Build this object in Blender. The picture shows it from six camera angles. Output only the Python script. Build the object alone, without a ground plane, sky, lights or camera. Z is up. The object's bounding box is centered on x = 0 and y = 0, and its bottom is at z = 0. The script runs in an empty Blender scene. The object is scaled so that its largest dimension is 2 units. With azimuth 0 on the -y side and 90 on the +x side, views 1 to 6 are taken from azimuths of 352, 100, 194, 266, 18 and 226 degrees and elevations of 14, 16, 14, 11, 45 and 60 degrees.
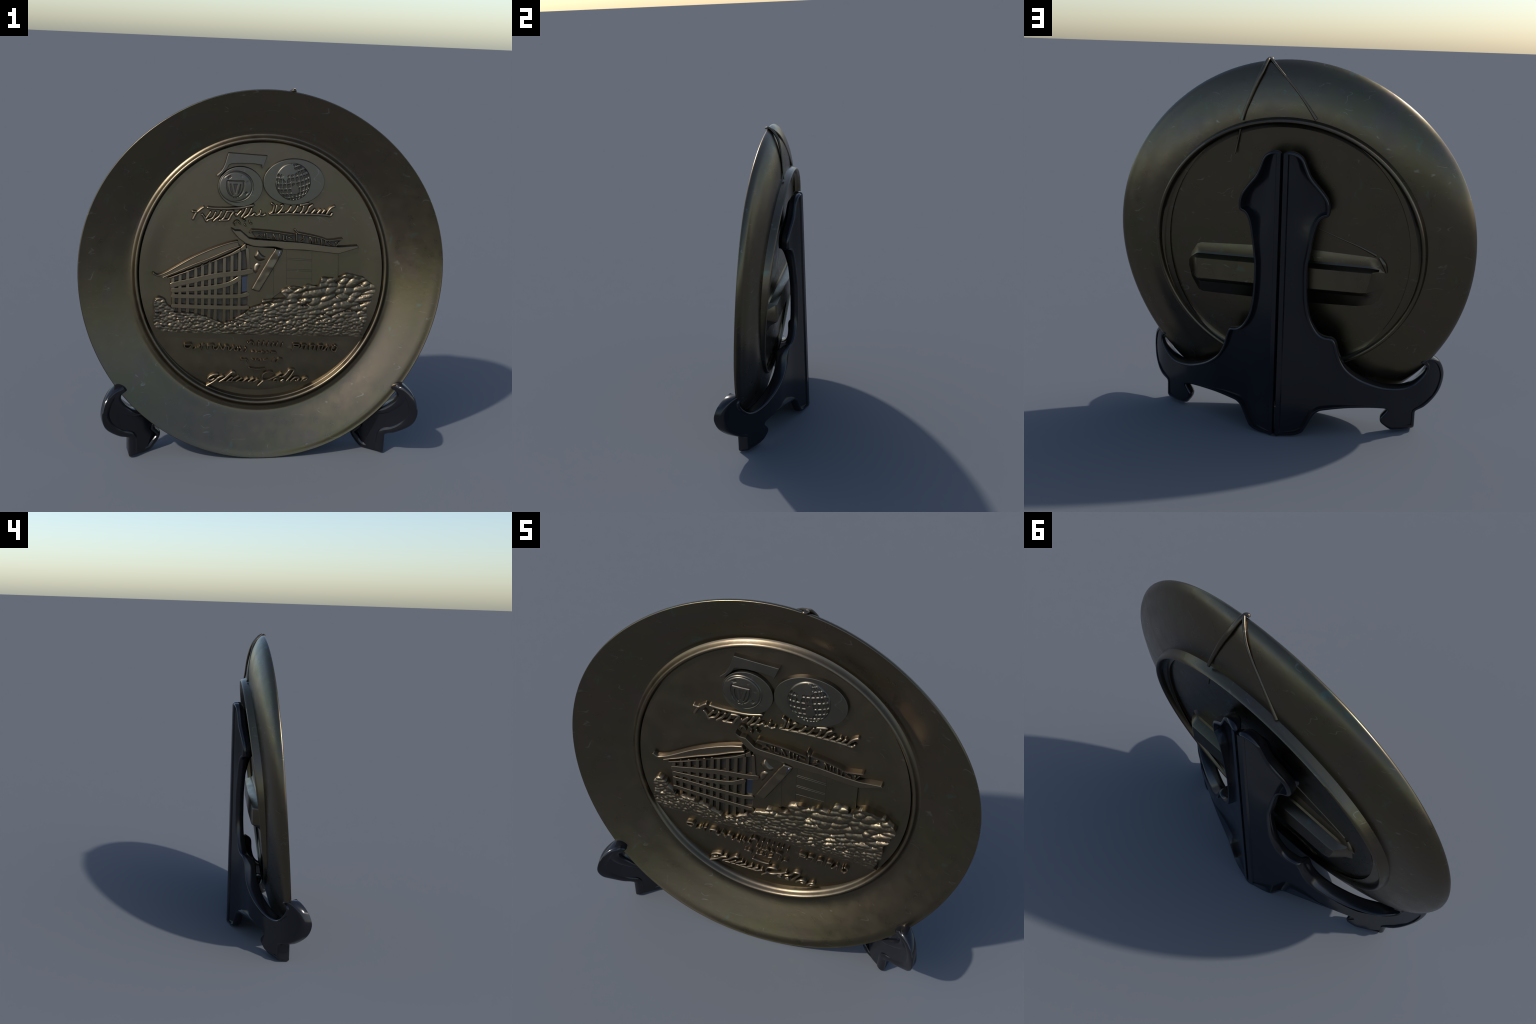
# A bronze commemorative wall plate with a cast relief, leaning in a folding black plastic plate stand.
import bpy, bmesh, math, random
import numpy as np
from mathutils import Vector, Matrix, noise
from mathutils.geometry import delaunay_2d_cdt

random.seed(7)

# ---------------------------------------------------------------- frames
# Plate frame: x to the right, y up along the plate, h out of its front face; h = 0 at the rim.
C = np.array([0.002, -0.0626, 0.9983])
TILT, YAW = 0.0997, 0.0036
N = np.array([math.sin(YAW), -math.cos(TILT) * math.cos(YAW), math.sin(TILT) * math.cos(YAW)])
A = np.cross([0, 0, 1], N); A /= np.linalg.norm(A)
B = np.cross(N, A)


def plate(x, y, h):
    p = C + x * A + y * B + h * N
    return (float(p[0]), float(p[1]), float(p[2]))


def smooth(a, b, v):
    t = min(1.0, max(0.0, (v - a) / (b - a)))
    return t * t * (3 - 2 * t)


def field(x, y):
    """Level of the sunk medallion ground at the front."""
    return -0.106 - 0.022 * y - 0.020 * smooth(-0.18, -0.75, y) + 0.011 * smooth(0.57, 0.70, math.hypot(x / 0.957, (y - 0.0158) / 1.0095)) * smooth(0.5, 0.1, abs(y)) - 0.006 * smooth(-0.5, -0.65, y)


# ---------------------------------------------------------------- materials
def node_material(name):
    m = bpy.data.materials.new(name)
    m.use_nodes = True
    nt = m.node_tree
    for n in list(nt.nodes):
        nt.nodes.remove(n)
    out = nt.nodes.new("ShaderNodeOutputMaterial")
    bsdf = nt.nodes.new("ShaderNodeBsdfPrincipled")
    nt.links.new(bsdf.outputs[0], out.inputs[0])
    return m, nt, bsdf


def noise_node(nt, coord, scale, detail=4.0, rough=0.55, dist=0.0):
    n = nt.nodes.new("ShaderNodeTexNoise")
    n.inputs["Scale"].default_value = scale
    n.inputs["Detail"].default_value = detail
    n.inputs["Roughness"].default_value = rough
    n.inputs["Distortion"].default_value = dist
    nt.links.new(coord, n.inputs["Vector"])
    return n.outputs["Fac"]


def ramp(nt, fac, stops):
    r = nt.nodes.new("ShaderNodeValToRGB")
    el = r.color_ramp.elements
    while len(el) < len(stops):
        el.new(0.5)
    for e, (p, v) in zip(el, stops):
        e.position = p
        e.color = (v, v, v, 1) if not isinstance(v, tuple) else (*v, 1)
    nt.links.new(fac, r.inputs[0])
    return r.outputs[0]


def mix(nt, fac, a, b):
    m = nt.nodes.new("ShaderNodeMix")
    m.data_type = "RGBA"
    for sock, v in ((m.inputs[0], fac), (m.inputs[6], a), (m.inputs[7], b)):
        if isinstance(v, tuple):
            sock.default_value = (*v, 1)
        elif isinstance(v, float):
            sock.default_value = v
        else:
            nt.links.new(v, sock)
    return m.outputs[2]


def math_node(nt, op, a, b):
    m = nt.nodes.new("ShaderNodeMath")
    m.operation = op
    for sock, v in zip(m.inputs, (a, b)):
        if isinstance(v, float):
            sock.default_value = v
        else:
            nt.links.new(v, sock)
    return m.outputs[0]


def bronze(name, base, rough, patch=1.0, scratches=1.0):
    m, nt, bsdf = node_material(name)
    tc = nt.nodes.new("ShaderNodeTexCoord").outputs["Object"]
    warm = noise_node(nt, tc, 2.6, 3.0)
    cool = noise_node(nt, tc, 5.3, 5.0, 0.6, 0.6)
    green = tuple(base[i] * (0.94, 1.03, 0.88)[i] for i in range(3))
    violet = tuple(base[i] * (1.0, 0.97, 1.16)[i] for i in range(3))
    col = mix(nt, ramp(nt, warm, [(0.42, 0.0), (0.62, 0.75 * patch)]), base, green)
    col = mix(nt, ramp(nt, cool, [(0.55, 0.0), (0.68, 0.6 * patch)]), col, violet)
    # thin pale scuffs: narrow iso-lines of one noise, kept only inside patches of another
    stretch = nt.nodes.new("ShaderNodeMapping")
    stretch.inputs["Scale"].default_value = (1.0, 1.0, 2.6)
    stretch.inputs["Rotation"].default_value = (0.3, 0.9, 0.2)
    nt.links.new(tc, stretch.inputs["Vector"])
    line = noise_node(nt, stretch.outputs[0], 6.0, 1.0, 0.5, 0.25)
    band = ramp(nt, line, [(0.488, 0.0), (0.5, 1.0), (0.512, 0.0)])
    gate = ramp(nt, noise_node(nt, tc, 15.0, 2.0), [(0.58, 0.0), (0.66, 0.45 * scratches)])
    scuff = math_node(nt, "MULTIPLY", band, gate)
    col = mix(nt, scuff, col, tuple(min(1.0, v * f) for v, f in zip(base, (2.0, 2.4, 2.9))))
    speck = ramp(nt, noise_node(nt, tc, 10.0, 3.0, 0.6, 0.8), [(0.66, 0.0), (0.72, 0.55 * scratches)])
    col = mix(nt, speck, col, (0.125, 0.150, 0.110))
    nt.links.new(col, bsdf.inputs["Base Color"])
    bsdf.inputs["Metallic"].default_value = 1.0
    grain = noise_node(nt, tc, 14.0, 4.0)
    nt.links.new(ramp(nt, grain, [(0.3, rough - 0.04), (0.7, rough + 0.05)]), bsdf.inputs["Roughness"])
    bump = nt.nodes.new("ShaderNodeBump")
    bump.inputs["Strength"].default_value = 0.10
    bump.inputs["Distance"].default_value = 0.004
    nt.links.new(noise_node(nt, tc, 30.0, 4.0), bump.inputs["Height"])
    nt.links.new(bump.outputs[0], bsdf.inputs["Normal"])
    return m


def plastic(name):
    m, nt, bsdf = node_material(name)
    tc = nt.nodes.new("ShaderNodeTexCoord").outputs["Object"]
    f = noise_node(nt, tc, 4.0, 4.0)
    col = mix(nt, ramp(nt, f, [(0.35, 0.0), (0.7, 1.0)]), PLASTIC_A, PLASTIC_B)
    nt.links.new(col, bsdf.inputs["Base Color"])
    nt.links.new(ramp(nt, noise_node(nt, tc, 11.0, 3.0), [(0.3, 0.15), (0.7, 0.22)]), bsdf.inputs["Roughness"])
    bsdf.inputs["IOR"].default_value = 1.5
    bump = nt.nodes.new("ShaderNodeBump")
    bump.inputs["Strength"].default_value = 0.12
    bump.inputs["Distance"].default_value = 0.006
    nt.links.new(noise_node(nt, tc, 9.0, 3.0), bump.inputs["Height"])
    nt.links.new(bump.outputs[0], bsdf.inputs["Normal"])
    return m


BRONZE = (0.142, 0.112, 0.077)
PLASTIC_A, PLASTIC_B = (0.0055, 0.0058, 0.0078), (0.0085, 0.0090, 0.0120)
MAT_BRONZE = bronze("dark_bronze", BRONZE, 0.30, 1.2, 1.5)
MAT_FIELD = bronze("medallion_bronze", tuple(v * 0.90 for v in BRONZE), 0.36, 1.0, 0.8)
MAT_RELIEF = bronze("relief_bronze", tuple(v * 1.12 for v in BRONZE), 0.35, 0.6, 0.3)
MAT_NUMERAL = bronze("numeral_bronze", (0.122, 0.108, 0.087), 0.38, 1.2, 1.0)
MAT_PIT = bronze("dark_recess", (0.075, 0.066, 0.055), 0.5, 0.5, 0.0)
MAT_LEAF = bronze("hedge_bronze", tuple(v * 0.98 for v in BRONZE), 0.37, 0.5, 0.0)
MAT_LETTER = bronze("glint_lightened_bronze", tuple(v * 1.30 for v in BRONZE), 0.35, 0.5, 0.0)  # base lightened to paint in the light caught by letter edges
MAT_BLUE = bronze("painted_blue_reflection", (0.085, 0.095, 0.130), 0.34, 0.4, 0.0)
MAT_PLASTIC = plastic("black_plastic")


# ---------------------------------------------------------------- mesh helpers
def finish(name, verts, faces, mat, parent, angle=35.0, kind=None, mats=None, index=None, weld=False):
    me = bpy.data.meshes.new(name)
    me.from_pydata(verts, [], faces)
    me.validate()
    for mt in (mats or [mat]):
        me.materials.append(mt)
    if index is not None:
        me.polygons.foreach_set("material_index", index)
    bm = bmesh.new(); bm.from_mesh(me)
    if weld:
        bmesh.ops.remove_doubles(bm, verts=bm.verts, dist=1e-5)
    bmesh.ops.recalc_face_normals(bm, faces=bm.faces)
    bm.to_mesh(me); bm.free()
    me.shade_smooth()
    me.set_sharp_from_angle(angle=math.radians(angle))
    ob = bpy.data.objects.new(name, me)
    bpy.context.scene.collection.objects.link(ob)
    ob.parent = parent
    if kind:
        ob["kind"] = kind
    return ob


def empty(name, label=None, category=None, parent=None):
    ob = bpy.data.objects.new(name, None)
    ob.empty_display_size = 0.1
    bpy.context.scene.collection.objects.link(ob)
    ob.parent = parent
    if label:
        ob["label"] = label
        ob["category"] = category
    return ob


def catmull(pts, step=5, closed=False):
    """Smooth curve through the control points."""
    p = [np.array(q, float) for q in pts]
    n = len(p)
    if n < 3 and not closed:
        return [p[0] + (p[-1] - p[0]) * t for t in np.linspace(0, 1, step + 1)]
    out = []
    for i in range(n if closed else n - 1):
        g = (lambda k: p[k % n]) if closed else (lambda k: p[min(n - 1, max(0, k))])
        a, b, c, d = g(i - 1), g(i), g(i + 1), g(i + 2)
        for s in range(step):
            t = s / step
            out.append(0.5 * (2 * b + (c - a) * t + (2 * a - 5 * b + 4 * c - d) * t * t + (3 * b - a - 3 * c + d) * t ** 3))
    if not closed:
        out.append(p[-1])
    return out


DRAFT = 0.005


def bar_mesh(points, width, lift, height, curved=True, flat=False):
    """A raised stroke: round-topped bar swept along a line on the medallion ground."""
    line = catmull(points, 5) if curved else [np.array(q, float) for q in points]
    n = len(line)
    tang = []
    for i in range(n):
        t = line[min(n - 1, i + 1)] - line[max(0, i - 1)]
        tang.append(t / (np.linalg.norm(t) + 1e-9))
    w = width / 2
    stations = [(line[0] - tang[0] * w * 0.9, tang[0], 0.35), (line[0] - tang[0] * w * 0.6, tang[0], 0.8)]
    stations += [(line[i], tang[i], 1.0) for i in range(n)]
    stations += [(line[-1] + tang[-1] * w * 0.6, tang[-1], 0.8), (line[-1] + tang[-1] * w * 0.9, tang[-1], 0.35)]
    sect = [(-1.12, 0.0), (-1.0, 0.62), (-0.74, 0.88), (-0.32, 1.0), (0.32, 1.0), (0.74, 0.88), (1.0, 0.62), (1.12, 0.0)]
    if flat:
        sect = [(-1.15, 0.0), (-1.0, 0.82), (-0.94, 0.95), (-0.82, 1.0), (0.82, 1.0), (0.94, 0.95), (1.0, 0.82), (1.15, 0.0)]
    verts, faces = [], []
    for p, t, k in stations:
        side = np.array([-t[1], t[0]])
        for u, v in sect:
            q = p + side * u * w * k
            top = height * (0.75 + 0.25 * k) if v > 0 else 0
            shift = DRAFT * max(0.0, 0.7 - v)
            verts.append(plate(q[0], q[1] + shift, field(*q) + lift - 0.004 + (0.004 + top) * v))
    m = len(sect)
    for i in range(len(stations) - 1):
        for j in range(m - 1):
            a = i * m + j
            faces.append((a, a + 1, a + m + 1, a + m))
    faces.append(tuple(range(m)))
    faces.append(tuple(range((len(stations) - 1) * m, len(stations) * m)))
    return verts, faces


def stroke(name, points, width, height, parent, mat=None, lift=0.0, curved=True, flat=False):
    v, f = bar_mesh(points, width, lift, height, curved, flat)
    return finish(name, v, f, mat or MAT_RELIEF, parent, 16 if flat else 50)


def offset_loop(poly, d):
    """Moves a closed outline inwards (d > 0) along its corner normals."""
    p = [np.array(q[:2], float) for q in poly]
    n = len(p)
    area = sum(p[i - 1][0] * p[i][1] - p[i][0] * p[i - 1][1] for i in range(n))
    sgn = 1.0 if area > 0 else -1.0
    out = []
    for i in range(n):
        e0, e1 = p[i] - p[i - 1], p[(i + 1) % n] - p[i]
        e0 /= np.linalg.norm(e0) + 1e-9; e1 /= np.linalg.norm(e1) + 1e-9
        n0, n1 = sgn * np.array([-e0[1], e0[0]]), sgn * np.array([-e1[1], e1[0]])
        m = n0 + n1
        m /= max(0.7, float(m @ m) / 2)
        out.append(p[i] + m * d)
    return out


def fill(poly, extra=()):
    """Triangles of a closed outline, with optional inner points."""
    n = len(poly)
    pts = [Vector((float(q[0]), float(q[1]))) for q in poly] + [Vector((float(q[0]), float(q[1]))) for q in extra]
    co, _, tri, *_ = delaunay_2d_cdt(pts, [(i, (i + 1) % n) for i in range(n)], [list(range(n))], 1, 1e-5)
    return [(c.x, c.y) for c in co], [tuple(t) for t in tri]


def slab(name, poly, height, parent, mat=None, bevel=0.004, lift=0.0, draft=0.004, angle=13):
    """A raised flat shape with sloping sides (longest above, as cast) and a rounded upper edge."""
    rings = [([q + np.array([0, draft]) for q in offset_loop(poly, -0.0015)], -0.004), (offset_loop(poly, 0.0), height - bevel),
             (offset_loop(poly, bevel * 0.3), height - bevel * 0.3), (offset_loop(poly, bevel), height)]
    verts, faces = [], []
    n = len(poly)
    for loop, z in rings:
        verts += [plate(q[0], q[1], field(q[0], q[1]) + lift + z) for q in loop]
    for k in range(len(rings) - 1):
        for i in range(n):
            a, b = k * n + i, k * n + (i + 1) % n
            faces.append((a, b, b + n, a + n))
    co, tri = fill(rings[-1][0])
    o = len(verts)
    verts += [plate(x, y, field(x, y) + lift + height) for x, y in co]
    faces += [tuple(o + i for i in t) for t in tri]
    return finish(name, verts, faces, mat or MAT_RELIEF, parent, angle, weld=True)


def ellipse(cx, cy, rx, ry, n=72, rot=0.0):
    out = []
    for i in range(n):
        t = 2 * math.pi * i / n
        x, y = rx * math.cos(t), ry * math.sin(t)
        out.append((cx + x * math.cos(rot) - y * math.sin(rot), cy + x * math.sin(rot) + y * math.cos(rot)))
    return out


def inside(poly, x, y):
    hit, j = False, len(poly) - 1
    for i in range(len(poly)):
        (xi, yi), (xj, yj) = poly[i], poly[j]
        if (yi > y) != (yj > y) and x < (xj - xi) * (y - yi) / (yj - yi) + xi:
            hit = not hit
        j = i
    return hit


# ---------------------------------------------------------------- drawing of the relief, in plate coordinates
SCRIPT_STROKES = [
    [(-0.389, 0.346), (-0.367, 0.343), (-0.356, 0.349), (-0.342, 0.361), (-0.329, 0.369)],
    [(-0.367, 0.342), (-0.376, 0.326), (-0.386, 0.305)],
    [(-0.308, 0.367), (-0.28, 0.364), (-0.234, 0.363), (-0.179, 0.365), (-0.124, 0.37), (-0.061, 0.385)],
    [(-0.337, 0.33), (-0.327, 0.317), (-0.316, 0.296)],
    [(-0.292, 0.344), (-0.305, 0.325), (-0.316, 0.31)],
    [(-0.265, 0.342), (-0.274, 0.322), (-0.284, 0.309), (-0.303, 0.302), (-0.313, 0.294)],
    [(-0.234, 0.345), (-0.246, 0.322), (-0.264, 0.307), (-0.275, 0.296)],
    [(-0.203, 0.347), (-0.21, 0.334), (-0.22, 0.314), (-0.233, 0.302), (-0.244, 0.3)],
    [(-0.203, 0.348), (-0.169, 0.349), (-0.182, 0.327), (-0.194, 0.305), (-0.214, 0.301), (-0.24, 0.3)],
    [(-0.154, 0.335), (-0.152, 0.326), (-0.141, 0.337), (-0.127, 0.352)],
    [(-0.098, 0.365), (-0.107, 0.343), (-0.124, 0.319)],
    [(-0.07, 0.364), (-0.079, 0.344), (-0.089, 0.329), (-0.108, 0.316)],
    [(-0.089, 0.327), (-0.071, 0.327), (-0.053, 0.34), (-0.045, 0.328), (-0.027, 0.337), (-0.02, 0.354)],
    [(-0.027, 0.335), (-0.011, 0.328), (0.005, 0.336)],
    [(0.039, 0.395), (0.05, 0.386), (0.049, 0.368), (0.042, 0.349), (0.029, 0.338), (0.065, 0.339), (0.081, 0.35), (0.096, 0.369), (0.101, 0.387), (0.09, 0.383)],
    [(0.059, 0.35), (0.067, 0.383)],
    [(0.146, 0.379), (0.13, 0.355), (0.117, 0.347)],
    [(0.183, 0.383), (0.171, 0.361), (0.157, 0.345)],
    [(0.215, 0.382), (0.209, 0.36), (0.198, 0.345)],
    [(0.264, 0.392), (0.246, 0.379), (0.237, 0.358), (0.226, 0.344)],
    [(0.278, 0.366), (0.26, 0.346)],
    [(0.308, 0.365), (0.292, 0.347)],
    [(0.331, 0.365), (0.317, 0.348)],
    [(0.385, 0.387), (0.369, 0.379), (0.356, 0.366), (0.343, 0.344)],
    [(0.065, 0.338), (0.125, 0.341), (0.2, 0.341), (0.275, 0.34), (0.332, 0.338), (0.363, 0.334), (0.374, 0.346)],
    [(0.198, 0.389), (0.239, 0.399)],
]
ROW_STROKES = [
    [(-0.417, -0.38), (-0.402, -0.378), (-0.384, -0.379), (-0.389, -0.396), (-0.398, -0.401), (-0.417, -0.398), (-0.421, -0.384), (-0.417, -0.38)],
    [(-0.37, -0.409), (-0.358, -0.401), (-0.345, -0.397), (-0.337, -0.387)],
    [(-0.324, -0.409), (-0.326, -0.388), (-0.315, -0.382)],
    [(-0.294, -0.404), (-0.295, -0.39), (-0.28, -0.384), (-0.261, -0.385), (-0.262, -0.402), (-0.251, -0.412), (-0.238, -0.404), (-0.227, -0.385), (-0.218, -0.404), (-0.207, -0.412), (-0.196, -0.391), (-0.18, -0.393), (-0.178, -0.412), (-0.169, -0.415), (-0.158, -0.404), (-0.149, -0.393), (-0.148, -0.412), (-0.131, -0.418), (-0.128, -0.399)],
    [(-0.115, -0.399), (-0.108, -0.41), (-0.112, -0.419)],
    [(-0.086, -0.401), (-0.079, -0.41), (-0.087, -0.425)],
    [(-0.074, -0.369), (-0.069, -0.376), (-0.056, -0.366), (-0.044, -0.37), (-0.041, -0.384)],
    [(-0.012, -0.37), (-0.016, -0.388)],
    [(0.016, -0.369), (0.01, -0.389)],
    [(0.043, -0.372), (0.035, -0.391)],
    [(0.068, -0.375), (0.062, -0.393)],
    [(0.093, -0.374), (0.086, -0.39)],
    [(0.121, -0.377), (0.116, -0.397)],
    [(0.176, -0.416), (0.184, -0.396), (0.183, -0.382), (0.206, -0.382), (0.214, -0.385), (0.211, -0.396), (0.187, -0.393)],
    [(0.222, -0.404), (0.228, -0.399), (0.231, -0.386), (0.253, -0.386), (0.251, -0.397), (0.246, -0.411)],
    [(0.271, -0.413), (0.277, -0.391), (0.292, -0.385), (0.301, -0.39), (0.296, -0.412)],
    [(0.319, -0.418), (0.325, -0.391), (0.343, -0.387), (0.348, -0.391), (0.343, -0.412), (0.355, -0.417), (0.375, -0.392), (0.378, -0.398), (0.376, -0.418)],
    [(0.405, -0.395), (0.398, -0.414), (0.414, -0.425), (0.425, -0.417), (0.429, -0.396), (0.417, -0.389)],
]
SMALL_STROKES = [
    [(-0.05, -0.428), (-0.041, -0.422), (-0.029, -0.43), (-0.02, -0.422)],
    [(-0.009, -0.428), (0.005, -0.429), (0.014, -0.422), (0.02, -0.434)],
    [(0.033, -0.428), (0.039, -0.425), (0.045, -0.434)],
    [(0.06, -0.434), (0.063, -0.426), (0.081, -0.428), (0.089, -0.435)],
    [(-0.106, -0.471), (-0.104, -0.466), (-0.091, -0.469), (-0.081, -0.468), (-0.072, -0.473), (-0.071, -0.481)],
    [(-0.044, -0.471), (-0.04, -0.47), (-0.03, -0.475)],
    [(-0.025, -0.472), (-0.013, -0.47)],
    [(-0.002, -0.478), (0.005, -0.47)],
    [(0.021, -0.476), (0.032, -0.472), (0.039, -0.47)],
    [(0.068, -0.481), (0.078, -0.465)],
    [(0.091, -0.484), (0.101, -0.47), (0.11, -0.465), (0.122, -0.467)],
    [(-0.059, -0.517), (-0.043, -0.521), (-0.012, -0.524), (0.025, -0.522)],
    [(0.02, -0.522), (0.026, -0.521)],
]
SIGNATURE_STROKES = [
    [(-0.235, -0.553), (-0.254, -0.555), (-0.275, -0.565), (-0.287, -0.579), (-0.277, -0.587), (-0.262, -0.584), (-0.255, -0.578)],
    [(-0.206, -0.563), (-0.229, -0.572), (-0.241, -0.584), (-0.259, -0.598), (-0.279, -0.61), (-0.299, -0.622)],
    [(-0.143, -0.541), (-0.156, -0.542), (-0.174, -0.558), (-0.195, -0.578), (-0.224, -0.597)],
    [(-0.154, -0.571), (-0.183, -0.594)],
    [(-0.119, -0.563), (-0.146, -0.58), (-0.155, -0.593)],
    [(-0.1, -0.577), (-0.129, -0.595)],
    [(-0.066, -0.577), (-0.092, -0.596)],
    [(-0.034, -0.578), (-0.061, -0.596)],
    [(-0.009, -0.585), (-0.033, -0.599)],
    [(-0.224, -0.598), (-0.18, -0.597), (-0.103, -0.599), (-0.033, -0.6)],
    [(0.07, -0.543), (0.058, -0.54), (0.036, -0.544), (0.021, -0.553), (0.014, -0.572), (0.019, -0.586), (0.037, -0.59), (0.059, -0.584), (0.08, -0.573), (0.1, -0.563), (0.121, -0.548)],
    [(0.022, -0.593), (0.007, -0.607), (-0.007, -0.621)],
    [(0.096, -0.578), (0.084, -0.585), (0.078, -0.595), (0.093, -0.598)],
    [(0.117, -0.571), (0.134, -0.567), (0.151, -0.551), (0.164, -0.533), (0.178, -0.528), (0.193, -0.531), (0.185, -0.55), (0.169, -0.575), (0.152, -0.595)],
    [(0.133, -0.587), (0.12, -0.596), (0.134, -0.6)],
    [(0.177, -0.596), (0.191, -0.582), (0.205, -0.575), (0.222, -0.577), (0.215, -0.591), (0.205, -0.593)],
    [(0.235, -0.597), (0.246, -0.585), (0.263, -0.576), (0.272, -0.579), (0.266, -0.588), (0.252, -0.595)],
]
ROOF_ORNAMENT = [
    [(-0.166, 0.285), (-0.155, 0.298), (-0.141, 0.297), (-0.131, 0.284)],
    [(-0.155, 0.293), (-0.16, 0.276)],
    [(-0.117, 0.304), (-0.104, 0.299)],
    [(-0.081, 0.299), (-0.077, 0.287), (-0.068, 0.285)],
    [(-0.107, 0.281), (-0.101, 0.273)],
]
SIGN_RAILS = [
    [(-0.069, 0.251), (-0.011, 0.248), (0.062, 0.242), (0.161, 0.229)],
    [(0.189, 0.238), (0.269, 0.223), (0.323, 0.21), (0.359, 0.2), (0.433, 0.21)],
    [(0.169, 0.256), (0.18, 0.243), (0.189, 0.235)],
    [(-0.072, 0.246), (-0.077, 0.237)],
    [(0.177, 0.235), (0.178, 0.194)],
]
SIGN_LETTERS = [
    [(-0.045, 0.212), (-0.028, 0.23), (-0.01, 0.212)],
    [(0.001, 0.23), (0.002, 0.213)],
    [(0.014, 0.233), (0.016, 0.208), (0.034, 0.206)],
    [(0.048, 0.231), (0.049, 0.207)],
    [(0.051, 0.228), (0.066, 0.203)],
    [(0.085, 0.228), (0.088, 0.199)],
    [(0.104, 0.223), (0.107, 0.199), (0.119, 0.197)],
    [(0.122, 0.22), (0.122, 0.2)],
    [(0.136, 0.214), (0.157, 0.206)],
    [(0.201, 0.206), (0.225, 0.21), (0.205, 0.192)],
    [(0.216, 0.221), (0.216, 0.213)],
    [(0.251, 0.216), (0.255, 0.184)],
    [(0.257, 0.213), (0.27, 0.184)],
    [(0.281, 0.208), (0.282, 0.184)],
    [(0.296, 0.208), (0.297, 0.187)],
    [(0.315, 0.205), (0.319, 0.177)],
    [(0.338, 0.202), (0.336, 0.175)],
    [(0.341, 0.2), (0.35, 0.197)],
    [(0.365, 0.197), (0.356, 0.188), (0.378, 0.174)],
    [(0.398, 0.189), (0.401, 0.171), (0.416, 0.192)],
]
MULLIONS = [
    [(-0.49, -0.012), (-0.484, -0.188)],
    [(-0.451, 0.004), (-0.45, -0.219)],
    [(-0.41, 0.02), (-0.407, -0.226)],
    [(-0.367, 0.036), (-0.361, -0.232)],
    [(-0.331, 0.052), (-0.325, -0.232)],
    [(-0.291, 0.068), (-0.29, -0.238)],
    [(-0.259, 0.077), (-0.256, -0.245)],
    [(-0.213, 0.096), (-0.207, -0.251)],
    [(-0.172, 0.113), (-0.167, -0.244)],
    [(-0.13, 0.126), (-0.126, -0.235)],
    [(-0.09, 0.145), (-0.078, 0.038)],
]
RAILS = [
    [(-0.492, -0.053), (-0.409, -0.034), (-0.332, -0.016), (-0.254, 0), (-0.176, 0.01), (-0.117, 0.016), (-0.067, 0.026)],
    [(-0.489, -0.081), (-0.408, -0.076), (-0.331, -0.071), (-0.269, -0.064), (-0.216, -0.054), (-0.169, -0.038), (-0.129, -0.013)],
    [(-0.488, -0.113), (-0.346, -0.115), (-0.236, -0.115), (-0.126, -0.111), (-0.082, -0.101)],
    [(-0.487, -0.166), (-0.344, -0.172), (-0.125, -0.176), (-0.08, -0.174)],
]
ETCHED_LINES = [
    [(0.126, 0.142), (0.132, -0.049)],
    [(0.268, 0.141), (0.274, -0.035)],
    [(0.127, 0.1), (0.269, 0.093)],
    [(0.127, 0.091), (0.269, 0.084)],
    [(0.129, 0.04), (0.271, 0.035)],
    [(0.129, 0.031), (0.271, 0.027)],
    [(0.131, -0.014), (0.273, -0.015)],
    [(0.059, 0.039), (0.065, -0.122)],
]
FIVE_FLAG = [(-0.203, 0.662), (0.006, 0.651), (-0.018, 0.584), (-0.024, 0.602), (-0.066, 0.608), (-0.13, 0.609), (-0.185, 0.605), (-0.198, 0.6), (-0.21, 0.578), (-0.235, 0.55), (-0.257, 0.535), (-0.265, 0.542), (-0.239, 0.567), (-0.227, 0.588), (-0.219, 0.609), (-0.209, 0.647)]
LEFT_ROOF = [(-0.595, 0.013), (-0.576, 0.003), (-0.555, 0.006), (-0.521, 0.019), (-0.478, 0.045), (-0.411, 0.085), (-0.35, 0.117), (-0.273, 0.152), (-0.196, 0.18), (-0.146, 0.193), (-0.133, 0.162), (-0.195, 0.136), (-0.287, 0.093), (-0.38, 0.057), (-0.472, 0.016), (-0.507, 0.003), (-0.542, -0.013), (-0.564, -0.007), (-0.591, 0.009)]
LEFT_ROOF_RIDGE = [(-0.593, 0.012), (-0.575, -0), (-0.555, 0.003), (-0.518, 0.019), (-0.478, 0.042), (-0.411, 0.082), (-0.35, 0.114), (-0.273, 0.148), (-0.196, 0.176), (-0.144, 0.188)]
LEFT_ROOF_LEDGE = [(-0.542, -0.011), (-0.505, 0.006), (-0.472, 0.019), (-0.38, 0.06), (-0.287, 0.097), (-0.195, 0.139), (-0.133, 0.163)]
EAVE_BAND = [(-0.517, -0.014), (-0.41, 0.026), (-0.318, 0.061), (-0.225, 0.103), (-0.176, 0.125), (-0.126, 0.155), (-0.126, 0.133), (-0.169, 0.113), (-0.287, 0.071), (-0.41, 0.02), (-0.502, -0.018)]
EAVE_CAP = [(-0.126, 0.155), (-0.102, 0.176), (-0.096, 0.146), (-0.123, 0.135)]
LEFT_WALL = [(-0.497, -0.016), (-0.287, 0.071), (-0.126, 0.132), (-0.09, 0.145), (-0.076, 0.035), (-0.079, -0.092), (-0.077, -0.232), (-0.217, -0.27), (-0.474, -0.226), (-0.49, -0.175)]
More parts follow.
